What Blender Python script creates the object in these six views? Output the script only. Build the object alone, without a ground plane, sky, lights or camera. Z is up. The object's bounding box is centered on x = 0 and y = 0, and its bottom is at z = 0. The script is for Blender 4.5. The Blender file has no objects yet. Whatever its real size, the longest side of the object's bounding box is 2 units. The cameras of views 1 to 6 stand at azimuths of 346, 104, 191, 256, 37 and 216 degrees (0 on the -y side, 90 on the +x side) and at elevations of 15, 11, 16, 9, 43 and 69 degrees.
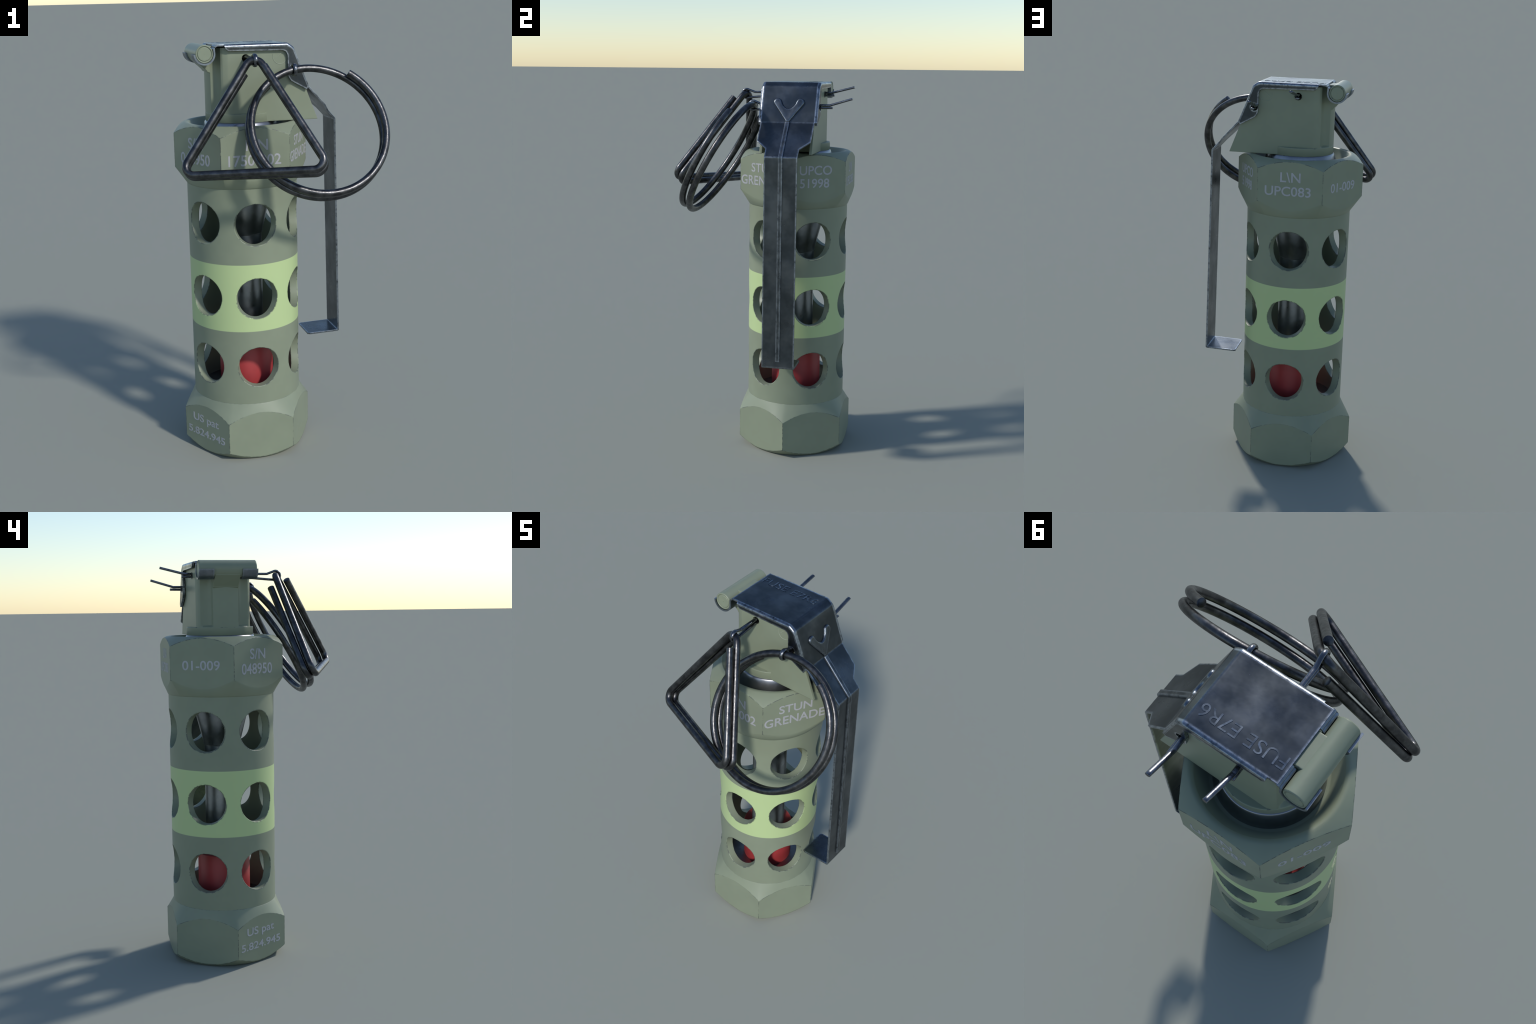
import bpy, bmesh, math
import numpy as np
from mathutils import Vector, Matrix

# ------------------------------------------------------------------ frame
AXIS = Vector((-0.1238, 0.1611, 0.0))      # the body's vertical axis, off the box centre

root = bpy.data.objects.new("stun_grenade", None)
bpy.context.scene.collection.objects.link(root)
root.location = AXIS
root["label"] = "olive perforated stun grenade with steel lever and pull rings"
root["category"] = "grenade"


# ------------------------------------------------------------------ materials
def material(name):
    m = bpy.data.materials.new(name)
    m.use_nodes = True
    nt = m.node_tree
    return m, nt, nt.nodes["Principled BSDF"]


def node(nt, kind, **inputs):
    n = nt.nodes.new(kind)
    for k, v in inputs.items():
        n.inputs[k.replace("_", " ")].default_value = v
    return n


def math_node(nt, op, a, b=None):
    n = nt.nodes.new("ShaderNodeMath")
    n.operation = op
    n.use_clamp = op in ("MULTIPLY_ADD",)
    for i, x in enumerate((a, b)):
        if x is None:
            continue
        if isinstance(x, (int, float)):
            n.inputs[i].default_value = x
        else:
            nt.links.new(x, n.inputs[i])
    return n.outputs[0]


def ramp(nt, fac, lo, hi):
    n = nt.nodes.new("ShaderNodeMapRange")
    n.interpolation_type = "SMOOTHSTEP"
    nt.links.new(fac, n.inputs[0])
    n.inputs[1].default_value, n.inputs[2].default_value = lo, hi
    return n.outputs[0]


def mix(nt, fac, a, b):
    n = nt.nodes.new("ShaderNodeMix")
    n.data_type = "RGBA"
    if isinstance(fac, (int, float)):
        n.inputs[0].default_value = fac
    else:
        nt.links.new(fac, n.inputs[0])
    for sock, x in ((n.inputs[6], a), (n.inputs[7], b)):
        if isinstance(x, tuple):
            sock.default_value = (*x, 1.0)
        else:
            nt.links.new(x, sock)
    return n.outputs[2]


def coords(nt):
    return nt.nodes.new("ShaderNodeTexCoord").outputs["Object"]


def noise(nt, vec, scale, detail=3.0, rough=0.55):
    n = node(nt, "ShaderNodeTexNoise", Scale=scale, Detail=detail, Roughness=rough)
    nt.links.new(vec, n.inputs["Vector"])
    return n.outputs["Fac"]


def edge_mask(nt, radius, lo, hi):
    """1 along sharp edges: where a rounded normal leaves the true one."""
    bev = nt.nodes.new("ShaderNodeBevel")
    bev.samples = 6
    bev.inputs["Radius"].default_value = radius
    geo = nt.nodes.new("ShaderNodeNewGeometry")
    dot = nt.nodes.new("ShaderNodeVectorMath")
    dot.operation = "DOT_PRODUCT"
    nt.links.new(bev.outputs[0], dot.inputs[0])
    nt.links.new(geo.outputs["Normal"], dot.inputs[1])
    return ramp(nt, math_node(nt, "SUBTRACT", 1.0, dot.outputs["Value"]), lo, hi)


OLIVE = (0.230, 0.262, 0.186)
LIGHT_GREEN = (0.465, 0.580, 0.285)
CHIP = (0.035, 0.040, 0.048)


def paint_material(name, base, band=False, chips=True, chip_level=0.47):
    m, nt, bsdf = material(name)
    vec = coords(nt)
    mottle = noise(nt, vec, 7.0)
    col = mix(nt, ramp(nt, mottle, 0.3, 0.7), tuple(c * 0.965 for c in base), tuple(c * 1.03 for c in base))
    if band:
        sep = nt.nodes.new("ShaderNodeSeparateXYZ")
        nt.links.new(vec, sep.inputs[0])
        z = sep.outputs["Z"]
        inside = math_node(nt, "MULTIPLY", ramp(nt, z, 0.6565, 0.6595), math_node(nt, "SUBTRACT", 1.0, ramp(nt, z, 0.9868, 0.9898)))
        r = math_node(nt, "SQRT", math_node(nt, "ADD", math_node(nt, "POWER", sep.outputs["X"], 2.0), math_node(nt, "POWER", sep.outputs["Y"], 2.0)))
        outer = ramp(nt, r, 0.2640, 0.2652)
        col = mix(nt, math_node(nt, "MULTIPLY", inside, outer), col, LIGHT_GREEN)
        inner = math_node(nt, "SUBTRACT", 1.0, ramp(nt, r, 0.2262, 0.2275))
        col = mix(nt, math_node(nt, "MULTIPLY", inner, 0.45), col, (0.10, 0.125, 0.07))  # inner wall paint darkened for the dim light inside the tube
    if chips:
        edge = edge_mask(nt, 0.0055, 0.010, 0.030)
        spots = ramp(nt, noise(nt, vec, 34.0, 4.0, 0.7), chip_level, chip_level + 0.05)
        worn = math_node(nt, "MULTIPLY", edge, spots)
        col = mix(nt, worn, col, CHIP)
    nt.links.new(col, bsdf.inputs["Base Color"])
    bsdf.inputs["Roughness"].default_value = 0.43
    bsdf.inputs["Specular IOR Level"].default_value = 0.45
    bump = node(nt, "ShaderNodeBump", Strength=0.06, Distance=0.002)
    nt.links.new(noise(nt, vec, 160.0, 2.0), bump.inputs["Height"])
    rounded = nt.nodes.new("ShaderNodeBevel")
    rounded.samples = 6
    rounded.inputs["Radius"].default_value = 0.005
    nt.links.new(rounded.outputs[0], bump.inputs["Normal"])
    nt.links.new(bump.outputs[0], bsdf.inputs["Normal"])
    return m


def steel_material(name, dark, light, rough=0.32, painted_sheen=0.0, smudge=6.0, sky_sheen_tint=(0.36, 0.41, 0.47), bump_scale=90.0, bump=0.02):
    m, nt, bsdf = material(name)
    vec = coords(nt)
    n1 = noise(nt, vec, smudge, 4.0, 0.6)
    col = mix(nt, ramp(nt, n1, 0.35, 0.68), dark, light)
    if painted_sheen:
        edge = edge_mask(nt, 0.012, 0.001, 0.022)  # pale blue painted along edges and bends for the sky's reflection
        spots = ramp(nt, noise(nt, vec, 45.0, 4.0, 0.7), 0.24, 0.60)
        streak = ramp(nt, noise(nt, vec, 75.0, 5.0, 0.75), 0.69, 0.76)
        mask = math_node(nt, "MAXIMUM", math_node(nt, "MULTIPLY", edge, spots), math_node(nt, "MULTIPLY", streak, 0.35))
        col = mix(nt, math_node(nt, "MULTIPLY", mask, painted_sheen), col, sky_sheen_tint)
    nt.links.new(col, bsdf.inputs["Base Color"])
    bsdf.inputs["Metallic"].default_value = 1.0
    mr = nt.nodes.new("ShaderNodeMapRange")
    nt.links.new(noise(nt, vec, smudge * 1.7, 4.0), mr.inputs[0])
    mr.inputs[1].default_value, mr.inputs[2].default_value = 0.3, 0.7
    mr.inputs[3].default_value, mr.inputs[4].default_value = rough - 0.06, rough + 0.10
    nt.links.new(mr.outputs[0], bsdf.inputs["Roughness"])
    b = node(nt, "ShaderNodeBump", Strength=bump, Distance=0.004)
    nt.links.new(noise(nt, vec, bump_scale, 3.0), b.inputs["Height"])
    nt.links.new(b.outputs[0], bsdf.inputs["Normal"])
    return m


def plain_material(name, colour, rough, metallic=0.0):
    m, nt, bsdf = material(name)
    vec = coords(nt)
    c = mix(nt, ramp(nt, noise(nt, vec, 14.0), 0.3, 0.7), tuple(x * 0.93 for x in colour), tuple(x * 1.05 for x in colour))
    nt.links.new(c, bsdf.inputs["Base Color"])
    bsdf.inputs["Roughness"].default_value = rough
    bsdf.inputs["Metallic"].default_value = metallic
    return m


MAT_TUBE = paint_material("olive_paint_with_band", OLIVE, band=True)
MAT_OLIVE = paint_material("olive_paint", OLIVE)
MAT_FUSE = paint_material("olive_paint_fuse", OLIVE, chip_level=0.62)
MAT_LEVER = steel_material("blued_steel", (0.058, 0.067, 0.076), (0.130, 0.143, 0.157), 0.30, painted_sheen=1.0, smudge=5.0, sky_sheen_tint=(0.42, 0.46, 0.52))
MAT_RIB = steel_material("rubbed_steel", (0.062, 0.071, 0.079), (0.150, 0.164, 0.178), 0.33, painted_sheen=0.6, smudge=22.0, sky_sheen_tint=(0.42, 0.46, 0.52))
MAT_PRESSED = steel_material("pressed_steel", (0.075, 0.085, 0.097), (0.150, 0.166, 0.185), 0.28, painted_sheen=0.55, smudge=9.0)
MAT_STAMP = steel_material("stamped_steel", (0.085, 0.100, 0.118), (0.260, 0.290, 0.325), 0.30, smudge=16.0)
MAT_HOOK = steel_material("hook_steel", (0.145, 0.165, 0.190), (0.215, 0.235, 0.260), 0.38, painted_sheen=0.6, smudge=14.0)  # base colour raised to bake in the reflection on the rear-facing hooks
MAT_WIRE = steel_material("dark_wire", (0.060, 0.060, 0.063), (0.120, 0.120, 0.124), 0.34, smudge=24.0, bump_scale=45.0, bump=0.26)
MAT_COTTER = steel_material("cotter_wire", (0.13, 0.135, 0.15), (0.20, 0.205, 0.22), 0.24, smudge=30.0, bump_scale=120.0, bump=0.12)
MAT_COLLAR = steel_material("bright_steel", (0.25, 0.255, 0.275), (0.34, 0.345, 0.365), 0.33)
MAT_CORE = steel_material("core_steel", (0.27, 0.29, 0.31), (0.34, 0.36, 0.38), 0.33, smudge=12.0)
MAT_RED = plain_material("red_cardboard", (0.40, 0.045, 0.048), 0.5)
MAT_INK = plain_material("grey_ink", (0.40, 0.40, 0.42), 0.55)
MAT_LINE = plain_material("pale_olive_line", (0.29, 0.33, 0.25), 0.5)


# ------------------------------------------------------------------ mesh helpers
def add_mesh(name, verts, faces, mat, parent=root, smooth=32.0, bevel=None):
    me = bpy.data.meshes.new(name)
    me.from_pydata([tuple(v) for v in verts], [], [tuple(f) for f in faces])
    bm = bmesh.new()
    bm.from_mesh(me)
    bmesh.ops.remove_doubles(bm, verts=bm.verts, dist=1e-5)
    bmesh.ops.recalc_face_normals(bm, faces=bm.faces)
    bm.to_mesh(me)
    bm.free()
    return add_object(name, me, mat, parent, smooth, bevel)


def add_object(name, me, mat, parent=root, smooth=32.0, bevel=None):
    ob = bpy.data.objects.new(name, me)
    bpy.context.scene.collection.objects.link(ob)
    ob.parent = parent
    me.materials.clear()
    me.materials.append(mat)
    if bevel:
        mod = ob.modifiers.new("rounded", "BEVEL")
        mod.width, mod.segments, mod.limit_method, mod.angle_limit = bevel, 2, "ANGLE", math.radians(32)
        mod.harden_normals = False
        apply_modifiers(ob)
        even_normals(ob)
        return ob
    shade(me, smooth)
    return ob


def even_normals(ob):
    """flat faces keep their own normal, the small bevels carry the turn"""
    shade(ob.data, 40.0)
    mod = ob.modifiers.new("even", "WEIGHTED_NORMAL")
    mod.keep_sharp, mod.weight, mod.mode = True, 80, "FACE_AREA"
    apply_modifiers(ob)


def apply_modifiers(ob):
    dg = bpy.context.evaluated_depsgraph_get()
    dg.update()
    new = bpy.data.meshes.new_from_object(ob.evaluated_get(dg))
    old = ob.data
    ob.modifiers.clear()
    ob.data = new
    new.name = old.name
    bpy.data.meshes.remove(old)


def shade(me, angle):
    me.polygons.foreach_set("use_smooth", [True] * len(me.polygons))
    me.set_sharp_from_angle(angle=math.radians(angle))


def boolean(ob, cutter, op="DIFFERENCE"):
    mod = ob.modifiers.new("cut", "BOOLEAN")
    mod.operation, mod.object, mod.solver = op, cutter, "EXACT"
    apply_modifiers(ob)
    me = cutter.data
    bpy.data.objects.remove(cutter)
    bpy.data.meshes.remove(me)


def cylinder(p, q, radius, segments=32):
    """closed cylinder from p to q -> verts, faces"""
    p, q = Vector(p), Vector(q)
    rot = (q - p).to_track_quat("Z", "Y").to_matrix()
    v, f = [], []
    for end in (p, q):
        for i in range(segments):
            a = 2 * math.pi * i / segments
            v.append(end + rot @ Vector((radius * math.cos(a), radius * math.sin(a), 0)))
    for i in range(segments):
        j = (i + 1) % segments
        f.append((i, j, segments + j, segments + i))
    f.append(tuple(reversed(range(segments))))
    f.append(tuple(range(segments, 2 * segments)))
    return v, f


def box(x0, x1, y0, y1, z0, z1):
    v = [Vector((x, y, z)) for z in (z0, z1) for x, y in ((x0, y0), (x1, y0), (x1, y1), (x0, y1))]
    f = [(3, 2, 1, 0), (4, 5, 6, 7), (0, 1, 5, 4), (1, 2, 6, 5), (2, 3, 7, 6), (3, 0, 4, 7)]
    return v, f


def loft(rings, close_ends=(False, False)):
    """rings of equal vertex count, closed around"""
    n = len(rings[0])
    v = [p for r in rings for p in r]
    f = []
    for k in range(len(rings) - 1):
        for i in range(n):
            j = (i + 1) % n
            f.append((k * n + i, k * n + j, (k + 1) * n + j, (k + 1) * n + i))
    if close_ends[0]:
        f.append(tuple(reversed(range(n))))
    if close_ends[1]:
        f.append(tuple(range((len(rings) - 1) * n, len(rings) * n)))
    return v, f


def revolve(profile, segments=128, caps=(False, False)):
    rings = []
    for r, z in profile:
        rings.append([Vector((r * math.sin(2 * math.pi * i / segments), -r * math.cos(2 * math.pi * i / segments), z)) for i in range(segments)])
    return loft(rings, caps)


def prism_y(outline, y0, y1):
    """extrude an (x, z) outline along y"""
    n = len(outline)
    v = [Vector((x, y0, z)) for x, z in outline] + [Vector((x, y1, z)) for x, z in outline]
    f = [(i, (i + 1) % n, n + (i + 1) % n, n + i) for i in range(n)]
    f += [tuple(reversed(range(n))), tuple(range(n, 2 * n))]
    return v, f


def join(parts):
    v, f = [], []
    for pv, pf in parts:
        o = len(v)
        v += list(pv)
        f += [tuple(i + o for i in face) for face in pf]
    return v, f


def rounded_path(points, radius, step=5):
    """polyline with filleted corners; radius may be one number or one per inner corner"""
    pts = [Vector(p) for p in points]
    out = [pts[0]]
    for k in range(1, len(pts) - 1):
        r = radius if isinstance(radius, (int, float)) else radius[k - 1]
        a, b = (pts[k - 1] - pts[k]).normalized(), (pts[k + 1] - pts[k]).normalized()
        half = a.angle(b) / 2
        d = min(r / math.tan(half), 0.48 * (pts[k - 1] - pts[k]).length, 0.48 * (pts[k + 1] - pts[k]).length)
        rr = d * math.tan(half)
        centre = pts[k] + (a + b).normalized() * (rr / math.sin(half))
        p0, p1 = pts[k] + a * d, pts[k] + b * d
        u, w = p0 - centre, p1 - centre
        turn = u.angle(w)
        n = max(3, int(math.degrees(turn) / step))
        axis = u.cross(w).normalized()
        for i in range(n + 1):
            out.append(centre + Matrix.Rotation(turn * i / n, 3, axis) @ u)
    out.append(pts[-1])
    return out


def sweep(path, a, b=None, side=None, segments=18, edge=0.0):
    """tube along a path; ellipse a (along `side`) by b; flat ends with a small chamfer"""
    b = a if b is None else b
    path = [Vector(p) for p in path]
    n = len(path)
    tang = [(path[min(i + 1, n - 1)] - path[max(i - 1, 0)]).normalized() for i in range(n)]
    s = Vector(side) if side else tang[0].orthogonal()
    rings = []
    scales = [1.0] * n
    for i in range(n):
        s = (s - tang[i] * s.dot(tang[i])).normalized()
        t = tang[i].cross(s)
        rings.append([path[i] + s * (a * math.cos(2 * math.pi * k / segments)) + t * (b * math.sin(2 * math.pi * k / segments)) for k in range(segments)])
        if side:
            s = Vector(side)
    if edge:
        def inset(i, d):
            c = path[i]
            return [c + d + (p - c) * 0.86 for p in rings[i]]
        rings = [inset(0, -tang[0] * edge)] + rings + [inset(n - 1, tang[-1] * edge)]
    return loft(rings, (True, True))


# ------------------------------------------------------------------ perforated tube
R_OUT, R_IN = 0.2660, 0.2262
Z_LOW, Z_HIGH = 0.280, 1.356
HOLE_ROWS = (0.4748, 0.8213, 1.1797)
HOLE_HALF_ANGLE, HOLE_HALF_HEIGHT = math.radians(22.4), 0.1007
CELL_EDGES = (Z_LOW, 0.648, 1.0005, Z_HIGH)


def on_cylinder(radius, az, z):
    return Vector((radius * math.sin(az), -radius * math.cos(az), z))


def tube_mesh():
    per_side, radial = 16, 5
    n = 4 * per_side
    verts, faces = [], []
    for row, zc in enumerate(HOLE_ROWS):
        z0, z1 = CELL_EDGES[row], CELL_EDGES[row + 1]
        for col in range(6):
            az0 = math.radians(60 * col)
            w = math.radians(30)
            border = []
            for side in range(4):
                for k in range(per_side):
                    t = -1 + 2 * k / per_side
                    border.append(((-w * -t if False else w * t, z0), (w, z0 + (z1 - z0) * (t + 1) / 2), (-w * t, z1), (-w, z1 - (z1 - z0) * (t + 1) / 2))[side])
            loops = []
            hole = []
            for (a, z) in border:
                ang = math.atan2((z - zc) / (0.5 * (z1 - z0)), a / w)
                hole.append((math.cos(ang), math.sin(ang)))
            def ring_points(scale, radius):
                return [on_cylinder(radius, az0 + HOLE_HALF_ANGLE * scale * c, zc + HOLE_HALF_HEIGHT * scale * s) for c, s in hole]
            def blend(t, radius):
                out = []
                for (a, z), (c, s) in zip(border, hole):
                    ha, hz = HOLE_HALF_ANGLE * 1.004 * c, zc + HOLE_HALF_HEIGHT * 1.004 * s
                    out.append(on_cylinder(radius, az0 + a + (ha - a) * t, z + (hz - z) * t))
                return out
            for k in range(radial + 1):
                loops.append(blend(k / radial, R_OUT))
            loops.append(ring_points(0.985, R_OUT - 0.0020))
            loops.append(ring_points(0.985, R_IN + 0.0012))
            for k in range(radial, -1, -1):
                loops.append(blend(k / radial, R_IN))
            v, f = loft(loops)
            o = len(verts)
            verts += v
            faces += [tuple(i + o for i in face) for face in f]
    return verts, faces


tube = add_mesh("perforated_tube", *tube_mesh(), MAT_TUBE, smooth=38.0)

# ------------------------------------------------------------------ hexagonal ends
HEX_FLAT, HEX_CORNER = 0.2815, 0.3250
SEG = 192


def hex_radius(az):
    d = (az + math.pi / 6) % (math.pi / 3) - math.pi / 6
    return HEX_FLAT / math.cos(d)


def hex_ring(z_flat, z_corner, shrink=0.0):
    """the scalloped line where a hexagon's faces meet a chamfer"""
    ring = []
    for i in range(SEG):
        az = 2 * math.pi * i / SEG
        r = hex_radius(az)
        t = (r - HEX_FLAT) / (HEX_CORNER - HEX_FLAT)
        ring.append(on_cylinder(r - shrink, az, z_flat + (z_corner - z_flat) * t))
    return ring


def circle(r, z):
    return [on_cylinder(r, 2 * math.pi * i / SEG, z) for i in range(SEG)]


def sharpen_hex(me):
    """crisp lines only along the scallops and the six corners; every flat stays flat"""
    shade(me, 60.0)
    for e in me.edges:
        pol = []
        for i in e.vertices:
            co = me.vertices[i].co
            az = math.atan2(co.x, -co.y)
            if abs(math.hypot(co.x, co.y) - hex_radius(az)) > 2e-4:
                break
            pol.append(az)
        if len(pol) < 2:
            continue
        around = abs((pol[0] - pol[1] + math.pi) % (2 * math.pi) - math.pi) > 1e-3
        corner = abs((pol[0] % (math.pi / 3)) - math.pi / 6) < 1e-3
        soft = 1.3 < me.vertices[e.vertices[0]].co.z < 1.5          # the collar's lower chamfer fades in
        e.use_edge_sharp = (around and not soft) or corner


base_rings = [circle(0.002, 0.0), circle(0.271, 0.0), circle(0.2745, 0.002),
              hex_ring(0.0085, 0.045), hex_ring(0.244, 0.198), circle(0.2680, 0.282), circle(0.2655, 0.287), circle(0.24, 0.287)]
sharpen_hex(add_mesh("hexagonal_base", *loft(base_rings, (True, False)), MAT_OLIVE).data)

nut_rings = [circle(0.24, 1.351), circle(0.2665, 1.351), circle(0.2690, 1.3535), hex_ring(1.386, 1.433), hex_ring(1.393, 1.441), hex_ring(1.402, 1.449), hex_ring(1.6335, 1.5945),
             circle(0.2690, 1.6385), circle(0.2600, 1.6400), circle(0.2485, 1.6382), circle(0.2460, 1.6350), circle(0.2050, 1.566), circle(0.2000, 1.563), circle(0.1, 1.563), circle(0.1, 1.36)]
sharpen_hex(add_mesh("hexagonal_collar", *loft(nut_rings), MAT_OLIVE).data)

# floor and inner parts seen through the holes
add_mesh("tube_floor", *revolve([(0.001, 0.294), (0.2300, 0.294), (0.2300, 0.262), (0.001, 0.262)], 96), MAT_CORE)
add_mesh("red_cartridge", *revolve([(0.001, 0.290), (0.134, 0.290), (0.134, 0.518), (0.131, 0.526), (0.124, 0.530), (0.001, 0.530)], 96), MAT_RED)
add_mesh("core_rod", *revolve([(0.001, 0.529), (0.0895, 0.529), (0.0895, 1.088), (0.094, 1.092), (0.096, 1.110), (0.1015, 1.130), (0.129, 1.238), (0.150, 1.31), (0.160, 1.36), (0.001, 1.36)], 96), MAT_CORE)
add_mesh("steel_neck", *revolve([(0.10, 1.41), (0.1800, 1.41), (0.1915, 1.560), (0.1875, 1.583), (0.1820, 1.605), (0.1770, 1.621), (0.1728, 1.633), (0.1698, 1.6395), (0.1672, 1.6425), (0.10, 1.6425)], 128), MAT_COLLAR, smooth=60)

# ------------------------------------------------------------------ fuse head
HEAD_HALF, HEAD_R = 0.1360, 0.1655
Z0, Z_LEDGE, Z_TOP = 1.6420, 1.6830, 1.9840


def head_outline(z, grooves):
    front = 0.3430 - (z - Z0) * 0.390
    half = [(front, HEAD_HALF), (0.09, HEAD_HALF), (-0.078, HEAD_HALF), (-0.088, 0.1345)]
    a0, a1 = math.asin(0.128 / HEAD_R), math.asin(0.119 / HEAD_R)
    for k in range(4):
        a = a0 + (a1 - a0) * k / 3
        half.append((-HEAD_R * math.cos(a), HEAD_R * math.sin(a)))
    if grooves:
        half += [(-0.1160, 0.103), (-0.1190, 0.086), (-0.1260, 0.073), (-0.1370, 0.0655)]
    else:
        for a in (0.74, 0.64, 0.54, 0.46):
            half.append((-HEAD_R * math.cos(a), HEAD_R * math.sin(a)))
    for k in range(6):
        a = math.asin(0.0630 / HEAD_R) * (1 - k / 6)
        half.append((-HEAD_R * math.cos(a), HEAD_R * math.sin(a)))
    full = half + [(-HEAD_R, 0.0)] + [(x, -y) for x, y in reversed(half)]
    return [Vector((x, y, z)) for x, y in full]


head = add_mesh("fuse_head", *loft([head_outline(Z0, False), head_outline(1.6835, False), head_outline(1.6905, True), head_outline(Z_TOP, True)], (True, True)), MAT_FUSE)


def helper(v, f):
    return add_mesh("helper", v, f, MAT_FUSE)


# open shell in front, and the two pin holes
boolean(head, helper(*prism_y([(0.185, 1.60), (0.50, 1.60), (0.50, 1.70), (0.40, 1.972), (0.185, 1.972)], -0.122, 0.122)))
PIN_A, PIN_B = (0.0, 1.934), (0.2160, 1.8727)
for (hx, hz) in (PIN_A, PIN_B):
    boolean(head, helper(*cylinder((hx, -0.3, hz), (hx, 0.3, hz), 0.0178, 28)))
mod = head.modifiers.new("rounded", "BEVEL")
mod.width, mod.segments, mod.limit_method, mod.angle_limit = 0.003, 2, "ANGLE", math.radians(40)
apply_modifiers(head)
even_normals(head)

add_mesh("head_flange", *revolve([(0.12, 1.6415), (0.1648, 1.6415), (HEAD_R + 0.0006, 1.6435), (HEAD_R + 0.0006, Z_LEDGE - 0.0015), (0.1645, Z_LEDGE), (0.12, Z_LEDGE)], 128), MAT_FUSE, smooth=40)
pad = [(-0.12, 1.86), (-HEAD_R + 0.0005, 1.872), (-0.1690, 1.880), (-0.2240, 1.930), (-0.2150, 1.960), (-0.1850, 1.9925), (-0.1370, 1.9905), (-0.12, 1.9860)]
add_mesh("hinge_block", *prism_y(pad, -0.0630, 0.0630), MAT_FUSE, bevel=0.003)

PIN_X, PIN_Z, PIN_R = -0.1918, 1.9588, 0.0412
pin_profile = [(0.001, -0.1395), (0.0305, -0.1395), (0.0318, -0.1365), (0.0334, -0.1365), (0.0345, -0.1398), (0.0380, -0.1405), (PIN_R, -0.1375)]
pin_profile += [(r, -y) for r, y in reversed(pin_profile)]
pv, pf = revolve(pin_profile, 64)
pv = [Vector((PIN_X + p.x, p.z, PIN_Z + p.y)) for p in pv]
add_mesh("hinge_pin", pv, pf, MAT_FUSE, smooth=40)

# faint ring with a slash embossed on both cheeks
for sgn in (-1, 1):
    yy = sgn * (HEAD_HALF + 0.0002)
    cx, cz, rr = 0.1620, 1.9360, 0.0330
    ring_path = [Vector((cx + rr * math.cos(a), yy, cz + rr * math.sin(a))) for a in np.linspace(math.radians(160), math.radians(380), 40)]
    slash = [Vector((0.1690, yy, 1.9533)), Vector((0.1400, yy, 1.9285))]
    add_mesh("embossed_mark", *join([sweep(ring_path, 0.0012, 0.0012, segments=8), sweep(slash, 0.0012, 0.0012, segments=8)]), MAT_LINE)


# ------------------------------------------------------------------ safety lever
T = 0.0085            # sheet thickness
PLATE_Z = 1.9988
profile = rounded_path([(-0.1370, 0, PLATE_Z), (0.1975, 0, PLATE_Z), (0.2270, 0, 1.9785), (0.3000, 0, 1.7975), (0.4502, 0, 1.6355), (0.4697, 0, 0.5485), (0.3035, 0, 0.5450)],
                       [0.020, 0.022, 0.012, 0.0095, 0.0095], step=12)


def resample(path, step):
    out = [path[0]]
    for a, b in zip(path, path[1:]):
        n = max(1, int((b - a).length / step))
        out += [a.lerp(b, (k + 1) / n) for k in range(n)]
    return out


def half_width(p):
    x, z = p.x, p.z
    if z > 1.7975:
        return 0.1418
    if z > 1.66:
        return float(np.interp(x, [0.3000, 0.382, 0.414, 0.45], [0.1395, 0.1375, 0.0860, 0.0848]))
    if z > 0.58 or x > 0.45:
        return 0.0848
    return float(np.interp(x, [0.304, 0.306, 0.310, 0.318, 0.46], [0.0765, 0.0805, 0.0832, 0.0845, 0.0848]))


def normals_out(path):
    out = []
    for i in range(len(path)):
        t = (path[min(i + 1, len(path) - 1)] - path[max(i - 1, 0)]).normalized()
        out.append(Vector((-t.z, 0, t.x)))
    return out


station = resample(profile, 0.02)
extra = []
for a, b in zip(station, station[1:]):          # extra stations where the wide part steps in
    extra.append(a)
    for xk in (0.382, 0.414):
        if a.x < xk < b.x and a.z > 1.6:
            extra.append(a.lerp(b, (xk - a.x) / (b.x - a.x)))
    if a.z < 0.57 and a.x < 0.34:
        extra.append(a.lerp(b, 0.5))
station = extra + [station[-1]]
norm = normals_out(station)
rings = []
for p, n in zip(station, norm):
    w = half_width(p)
    q = p - n * T
    rings.append([Vector((p.x, -w, p.z)), Vector((p.x, 0, p.z)), Vector((p.x, w, p.z)), Vector((q.x, w, q.z)), Vector((q.x, 0, q.z)), Vector((q.x, -w, q.z))])
lever = add_mesh("safety_lever", *loft(rings, (True, True)), MAT_LEVER, smooth=25, bevel=0.0018)

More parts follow.
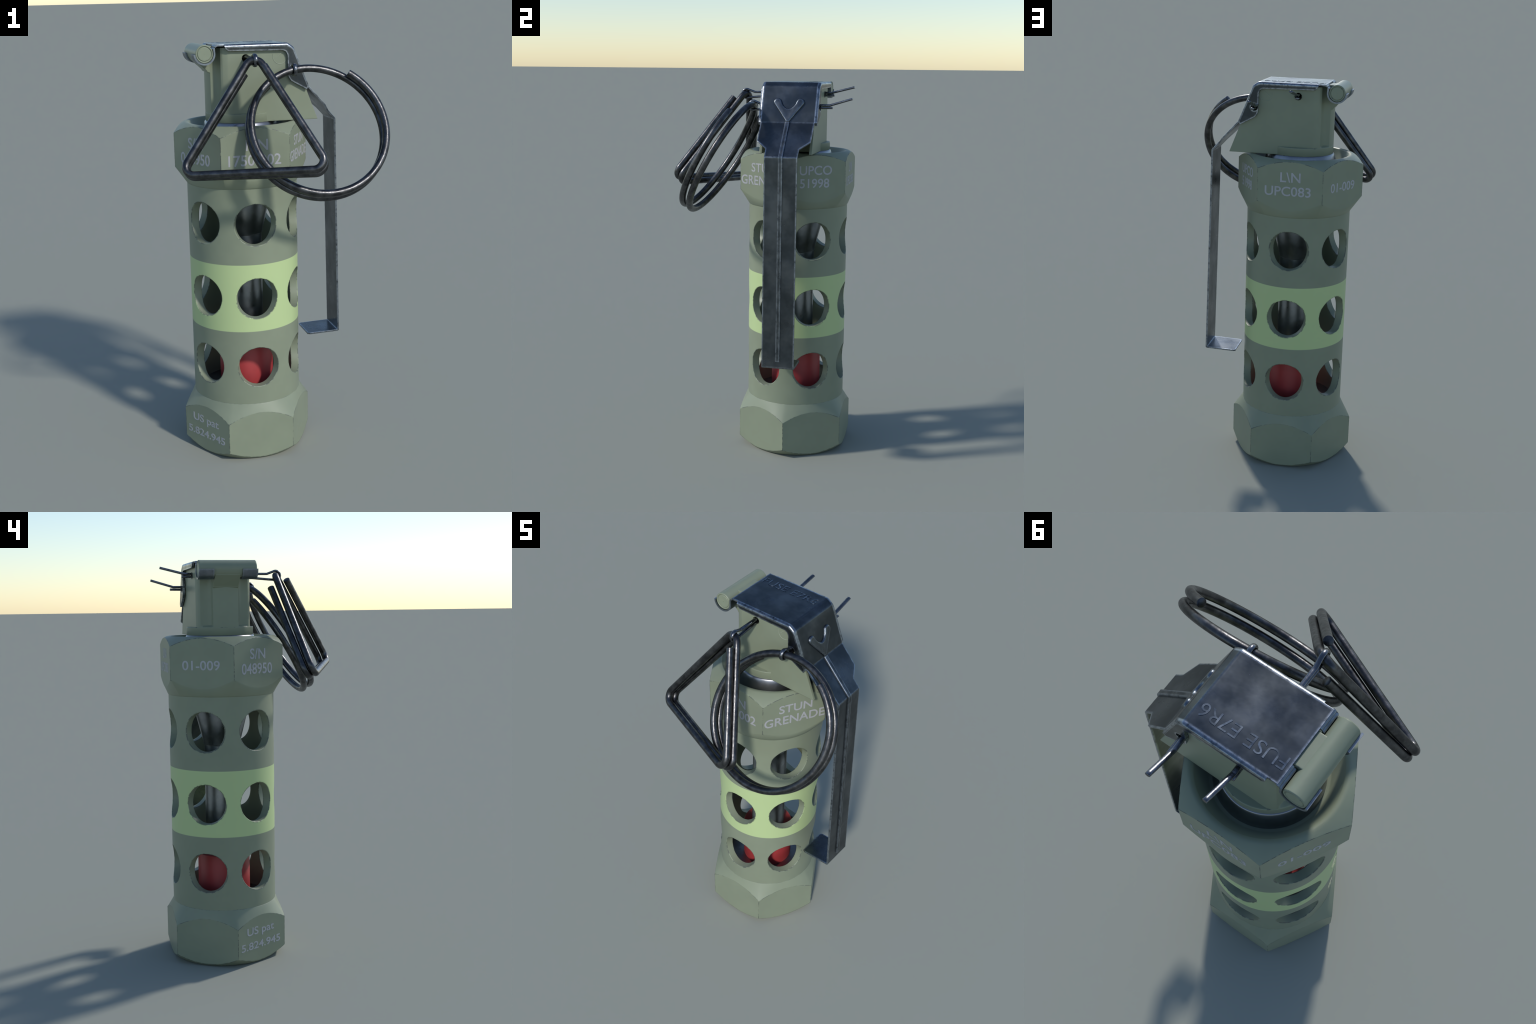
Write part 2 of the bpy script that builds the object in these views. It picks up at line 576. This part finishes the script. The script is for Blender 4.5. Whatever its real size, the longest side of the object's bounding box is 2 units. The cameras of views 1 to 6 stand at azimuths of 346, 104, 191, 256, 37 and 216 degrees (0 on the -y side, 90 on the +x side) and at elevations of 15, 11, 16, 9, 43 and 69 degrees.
cheek = [(-0.1000, 1.9890), (-0.0960, 1.9790), (-0.0840, 1.9690), (0.1740, 1.9650), (0.1880, 1.9580), (0.1955, 1.9420), (0.1960, 1.8600), (0.1995, 1.8420),
         (0.2110, 1.8250), (0.2870, 1.7825), (0.2970, 1.7985), (0.2305, 1.9610), (0.2215, 1.9740), (0.1950, 1.9890)]
for sgn in (-1, 1):
    y0, y1 = sorted((sgn * 0.1405, sgn * 0.1525))
    ob = add_mesh("lever_cheek", *prism_y(cheek, y0, y1), MAT_LEVER, parent=lever)
    boolean(ob, helper(*cylinder((PIN_B[0], -0.3, PIN_B[1]), (PIN_B[0], 0.3, PIN_B[1]), 0.0178, 28)))
    mod = ob.modifiers.new("rounded", "BEVEL")
    mod.width, mod.segments, mod.limit_method, mod.angle_limit = 0.0035, 3, "ANGLE", math.radians(50)
    apply_modifiers(ob)
    even_normals(ob)
    # quarter-round shoulder that carries the top sheet over into the cheek
    shoulder = []
    line = [p for p in resample(rounded_path([(-0.1000, 0, PLATE_Z), (0.1975, 0, PLATE_Z), (0.2270, 0, 1.9780), (0.2990, 0, 1.7995)], [0.020, 0.022], step=8), 0.03)]
    nn = normals_out(line)
    for p, n in zip(line, nn):
        sec = []
        for k in range(7):
            a = math.pi / 2 * k / 6
            sec.append(Vector((0, sgn * (0.1405 + 0.0122 * math.sin(a)), 0)) + p - n * (0.0105 * (1 - math.cos(a))))
        sec.append(Vector((0, sgn * 0.1405, 0)) + p - n * 0.0105)
        shoulder.append(sec)
    add_mesh("lever_shoulder", *loft(shoulder, (True, True)), MAT_LEVER, parent=lever, smooth=40)

# hooks that curl round the hinge pin
R_HOOK = 0.0498
hook_outer = [(-0.1330, PLATE_Z), (-0.1400, 1.9955), (-0.1438, 1.9905)]
hook_inner = [(-0.1330, PLATE_Z - 0.0080), (-0.1480, 1.9840), (-0.1515, 1.9800)]
for k in range(22):
    a = math.radians(12 - 190 * k / 21)
    hook_outer.append((PIN_X + R_HOOK * math.cos(a), PIN_Z + R_HOOK * math.sin(a)))
    hook_inner.append((PIN_X + (R_HOOK - 0.0078) * math.cos(a), PIN_Z + (R_HOOK - 0.0078) * math.sin(a)))
hook_outline = hook_outer + list(reversed(hook_inner))
n = len(hook_outer)
for y0, y1 in ((-0.1440, -0.0690), (0.0690, 0.1440)):
    rings = [[Vector((o[0], y0, o[1])), Vector((o[0], y1, o[1])), Vector((i[0], y1, i[1])), Vector((i[0], y0, i[1]))] for o, i in zip(hook_outer, hook_inner)]
    add_mesh("lever_hook", *loft(rings, (True, True)), MAT_HOOK, parent=lever, smooth=28)

# pressed rib down the lever and its forked head
rib_line = [p for p in resample(profile, 0.03)]
start = next(i for i, p in enumerate(rib_line) if p.z < 1.815)
stop = next(i for i, p in enumerate(rib_line) if p.z < 0.5605)
rib_line = rib_line[start:stop]
nn = normals_out(rib_line)
RIB = 0.0072
rings = []
for p, n in zip(rib_line, nn):
    b = p - n * 0.002
    t = p + n * RIB
    m = p + n * (RIB - 0.0022)
    rings.append([Vector((b.x, -0.0132, b.z)), Vector((m.x, -0.0117, m.z)), Vector((t.x, -0.0092, t.z)), Vector((t.x, 0.0092, t.z)), Vector((m.x, 0.0117, m.z)), Vector((b.x, 0.0132, b.z))])
add_mesh("lever_rib", *loft(rings, (True, True)), MAT_RIB, parent=lever, smooth=25)

slope_b = Vector((0.3000, 0, 1.7975))
st = (slope_b - Vector((0.2270, 0, 1.9780))).normalized()
slope_a = slope_b - st * 0.2207
sn = Vector((-st.z, 0, st.x))


def fork_outline():
    """half outline (s along the slope, y) of the Y-shaped pressing"""
    pts = [(0.2180, 0.0115), (0.2120, 0.0120)]
    for k in range(9):                                    # round arm tip
        a = math.radians(53 + (255 - 53) * k / 8)
        pts.append((0.1120 + 0.0215 * math.cos(a), 0.0590 + 0.0215 * math.sin(a)))
    pts += [(0.1220, 0.0325), (0.1330, 0.0240), (0.1415, 0.0140), (0.1455, 0.0060), (0.1462, 0.0)]
    return pts


half = fork_outline()
outline = half + [(s, -y) for s, y in reversed(half[:-1])]
ctr = Vector((sum(s for s, y in outline) / len(outline), 0))
n = len(outline)


def inset_outline(pts, d):
    out = []
    m = len(pts)
    area = sum(pts[i][0] * pts[(i + 1) % m][1] - pts[(i + 1) % m][0] * pts[i][1] for i in range(m))
    sg = 1 if area > 0 else -1
    for i in range(m):
        p0, p1, p2 = Vector(pts[i - 1]), Vector(pts[i]), Vector(pts[(i + 1) % m])
        e1, e2 = (p1 - p0).normalized(), (p2 - p1).normalized()
        nrm = (Vector((-e1.y, e1.x)) + Vector((-e2.y, e2.x)))
        nrm = nrm.normalized() if nrm.length > 1e-6 else Vector((-e1.y, e1.x))
        out.append(p1 + nrm * d * sg)
    return out


def on_slope(pts, h):
    return [slope_a + st * p[0] + Vector((0, p[1], 0)) + sn * h for p in pts]


fork_rings = [on_slope([Vector(p) for p in outline], -0.002)]
for d, h in ((0.0, 0.0008), (0.0012, 0.0045), (0.0030, 0.0072), (0.0056, 0.0086), (0.0080, 0.0089)):
    fork_rings.append(on_slope(inset_outline(outline, d), h))
add_mesh("lever_fork", *loft(fork_rings, (True, True)), MAT_PRESSED, parent=lever, smooth=70)


# ------------------------------------------------------------------ pull rings
WIRE = 0.0172
TURN = 2 * math.pi
# coil: offsets along the coil axis and radii at fractions of a turn
COIL_T = np.array([0, .25, .5, .75, 1, 1.25, 1.5, 1.85])
COIL_OFF = np.array([0.0, 0.0205, 0.0310, 0.0330, 0.0485, 0.0650, 0.0770, 0.0825])
COIL_R = np.array([0.3108, 0.3105, 0.3107, 0.3108, 0.3113, 0.3118, 0.3121, 0.3122])
C_TILT, C_SPIN, C_START = 1.0139, -0.0013, 0.9680
coil_c = Vector((0.1514, -0.2340, 1.6407)) - AXIS
cn = Vector((math.sin(C_TILT) * math.sin(C_SPIN), -math.sin(C_TILT) * math.cos(C_SPIN), math.cos(C_TILT)))
e1 = Vector((0, 0, 1)).cross(cn).normalized()
e2 = cn.cross(e1)


def smooth_interp(t, xs, ys):
    m = np.gradient(ys, xs)
    i = int(np.clip(np.searchsorted(xs, t) - 1, 0, len(xs) - 2))
    h = xs[i + 1] - xs[i]
    u = (t - xs[i]) / h
    return (2 * u**3 - 3 * u**2 + 1) * ys[i] + (u**3 - 2 * u**2 + u) * h * m[i] + (-2 * u**3 + 3 * u**2) * ys[i + 1] + (u**3 - u**2) * h * m[i + 1]


def coil(t):
    a = C_START - TURN * t
    r, o = smooth_interp(t, COIL_T, COIL_R), smooth_interp(t, COIL_T, COIL_OFF)
    return coil_c + e1 * (r * math.cos(a)) + e2 * (r * math.sin(a)) - cn * o


add_mesh("round_pull_ring", *sweep([coil(t) for t in np.linspace(0, 1.80, 220)], WIRE, segments=20, edge=0.0015), MAT_WIRE, smooth=45)

tri = [(0.0280, -0.3556, 1.9131), (0.2392, -0.6426, 1.4916), (-0.3726, -0.3800, 1.4555), (0.0049, -0.2761, 1.9690),
       (0.2547, -0.6150, 1.4680), (-0.3614, -0.3505, 1.4425), (-0.0362, -0.2572, 1.8719)]
tri_path = resample(rounded_path(tri, [0.042, 0.040, 0.042, 0.042, 0.040], step=7), 0.02)
add_mesh("triangular_pull_ring", *sweep(tri_path, WIRE, segments=20, edge=0.0015), MAT_WIRE, smooth=45)


# ------------------------------------------------------------------ cotter pins
def cotter(eye, hole_x, hole_z, bend, tip, stub):
    """split pin: an eye round the ring wire, two legs through the head, one splayed"""
    ex, ey, ez = eye
    k = 0.0238
    loop = []
    for i in range(15):
        a = math.radians(58 + (302 - 58) * i / 14)
        loop.append(Vector((ex, ey + k * math.cos(a), ez + k * math.sin(a))))
    top_in = Vector((hole_x, ey + 0.046, hole_z + 0.0070))
    low_in = Vector((hole_x, ey + 0.040, hole_z - 0.0200))
    low_out = Vector((hole_x, -0.13, hole_z - 0.0095))
    path = [Vector(tip), Vector(bend), top_in]
    path = [path[0]] + rounded_path(path[0:3], 0.02, step=12)[1:] + loop + rounded_path([loop[-1], low_in, low_out, Vector(stub)], 0.01, step=12)[1:]
    return sweep(resample(path, 0.012), 0.0098, 0.0062, side=(1, 0, 0), segments=14, edge=0.0008)


apex = min(tri_path, key=lambda p: (p - Vector((0, -0.2965, 1.9302))).length)
add_mesh("cotter_pin", *cotter((0.003, apex.y, apex.z), 0.0, 1.9345, (-0.0013, 0.1725, 1.9418), (0.0083, 0.2941, 1.9724), (-0.0039, 0.1862, 1.9290)), MAT_COTTER, smooth=50)
near = min((coil(t) for t in np.linspace(0.8, 0.99, 60)), key=lambda p: abs(p.x - 0.2110))
add_mesh("cotter_pin", *cotter((0.2110, near.y, near.z), 0.2130, 1.8770, (0.2030, 0.2001, 1.8840), (0.2070, 0.3147, 1.9180), (0.2130, 0.2147, 1.8720)), MAT_COTTER, smooth=50)


# ------------------------------------------------------------------ lettering
def text_mesh(body, depth, bold=0.0):
    cu = bpy.data.curves.new("lettering", "FONT")
    cu.body, cu.size, cu.extrude, cu.offset = body, 1.0, depth, bold
    cu.resolution_u = 4
    ob = bpy.data.objects.new("lettering", cu)
    bpy.context.scene.collection.objects.link(ob)
    dg = bpy.context.evaluated_depsgraph_get()
    dg.update()
    me = bpy.data.meshes.new_from_object(ob.evaluated_get(dg))
    bpy.data.objects.remove(ob)
    bpy.data.curves.remove(cu)
    return me


def place_text(body, width, height, matrix, depth, mat, parent, bold=0.012, name="lettering"):
    """fit the word into width x height, its lower left at the matrix origin"""
    me = text_mesh(body, 0.5, bold)
    co = np.array([v.co[:] for v in me.vertices])
    lo, hi = co.min(0), co.max(0)
    co = (co - lo) / (hi - lo) * np.array([width, height, depth])
    for v, c in zip(me.vertices, co):
        v.co = matrix @ Vector(c)
    me.name = name
    ob = add_object(name, me, mat, parent, smooth=20)
    return ob


def face_matrix(az_deg, left, z, dist=HEX_FLAT):
    a = math.radians(az_deg)
    n = Vector((math.sin(a), -math.cos(a), 0))
    t = Vector((math.cos(a), math.sin(a), 0))
    o = n * (dist - 0.0004) + t * left + Vector((0, 0, z))
    return Matrix(((t.x, 0, n.x, o.x), (t.y, 0, n.y, o.y), (t.z, 1, n.z, o.z), (0, 0, 0, 1)))


INK_DEPTH = 0.0012
collar = bpy.data.objects["hexagonal_collar"]
base = bpy.data.objects["hexagonal_base"]
for body, az, left, width, z, height in (
        ("P/N", 0, -0.045, 0.104, 1.5310, 0.0510), ("1750-002", 0, -0.128, 0.248, 1.4620, 0.0510),
        ("STUN", 60, -0.080, 0.170, 1.5330, 0.0470), ("GRENADE", 60, -0.154, 0.312, 1.4645, 0.0500),
        ("UPCO", 120, -0.088, 0.176, 1.5305, 0.0480), ("51998", 120, -0.086, 0.160, 1.4637, 0.0485),
        ("L\\N", 180, -0.049, 0.101, 1.5325, 0.0490), ("UPC083", 180, -0.1245, 0.2290, 1.4640, 0.0480),
        ("01-009", 240, -0.0995, 0.191, 1.4805, 0.0465),
        ("S/N", 300, -0.059, 0.101, 1.5300, 0.0510), ("048950", 300, -0.1145, 0.2015, 1.4575, 0.0530)):
    place_text(body, width, height, face_matrix(az, left, z), INK_DEPTH, MAT_INK, collar)
place_text("US pat", 0.186, 0.0530, face_matrix(300, -0.102, 0.1375), INK_DEPTH, MAT_INK, base, bold=0.012)
place_text("5.824.945", 0.270, 0.0390, face_matrix(300, -0.142, 0.0750), INK_DEPTH, MAT_INK, base, bold=0.012)

# stamped words on the top plate, reading towards the lever's bend
plate_m = Matrix(((1, 0, 0, -0.1230), (0, 1, 0, 0.0560), (0, 0, 1, PLATE_Z - 0.0005), (0, 0, 0, 1)))
place_text("FUSE E7R6", 0.3060, 0.0460, plate_m, 0.0018, MAT_STAMP, lever, bold=-0.004, name="stamped_lettering")
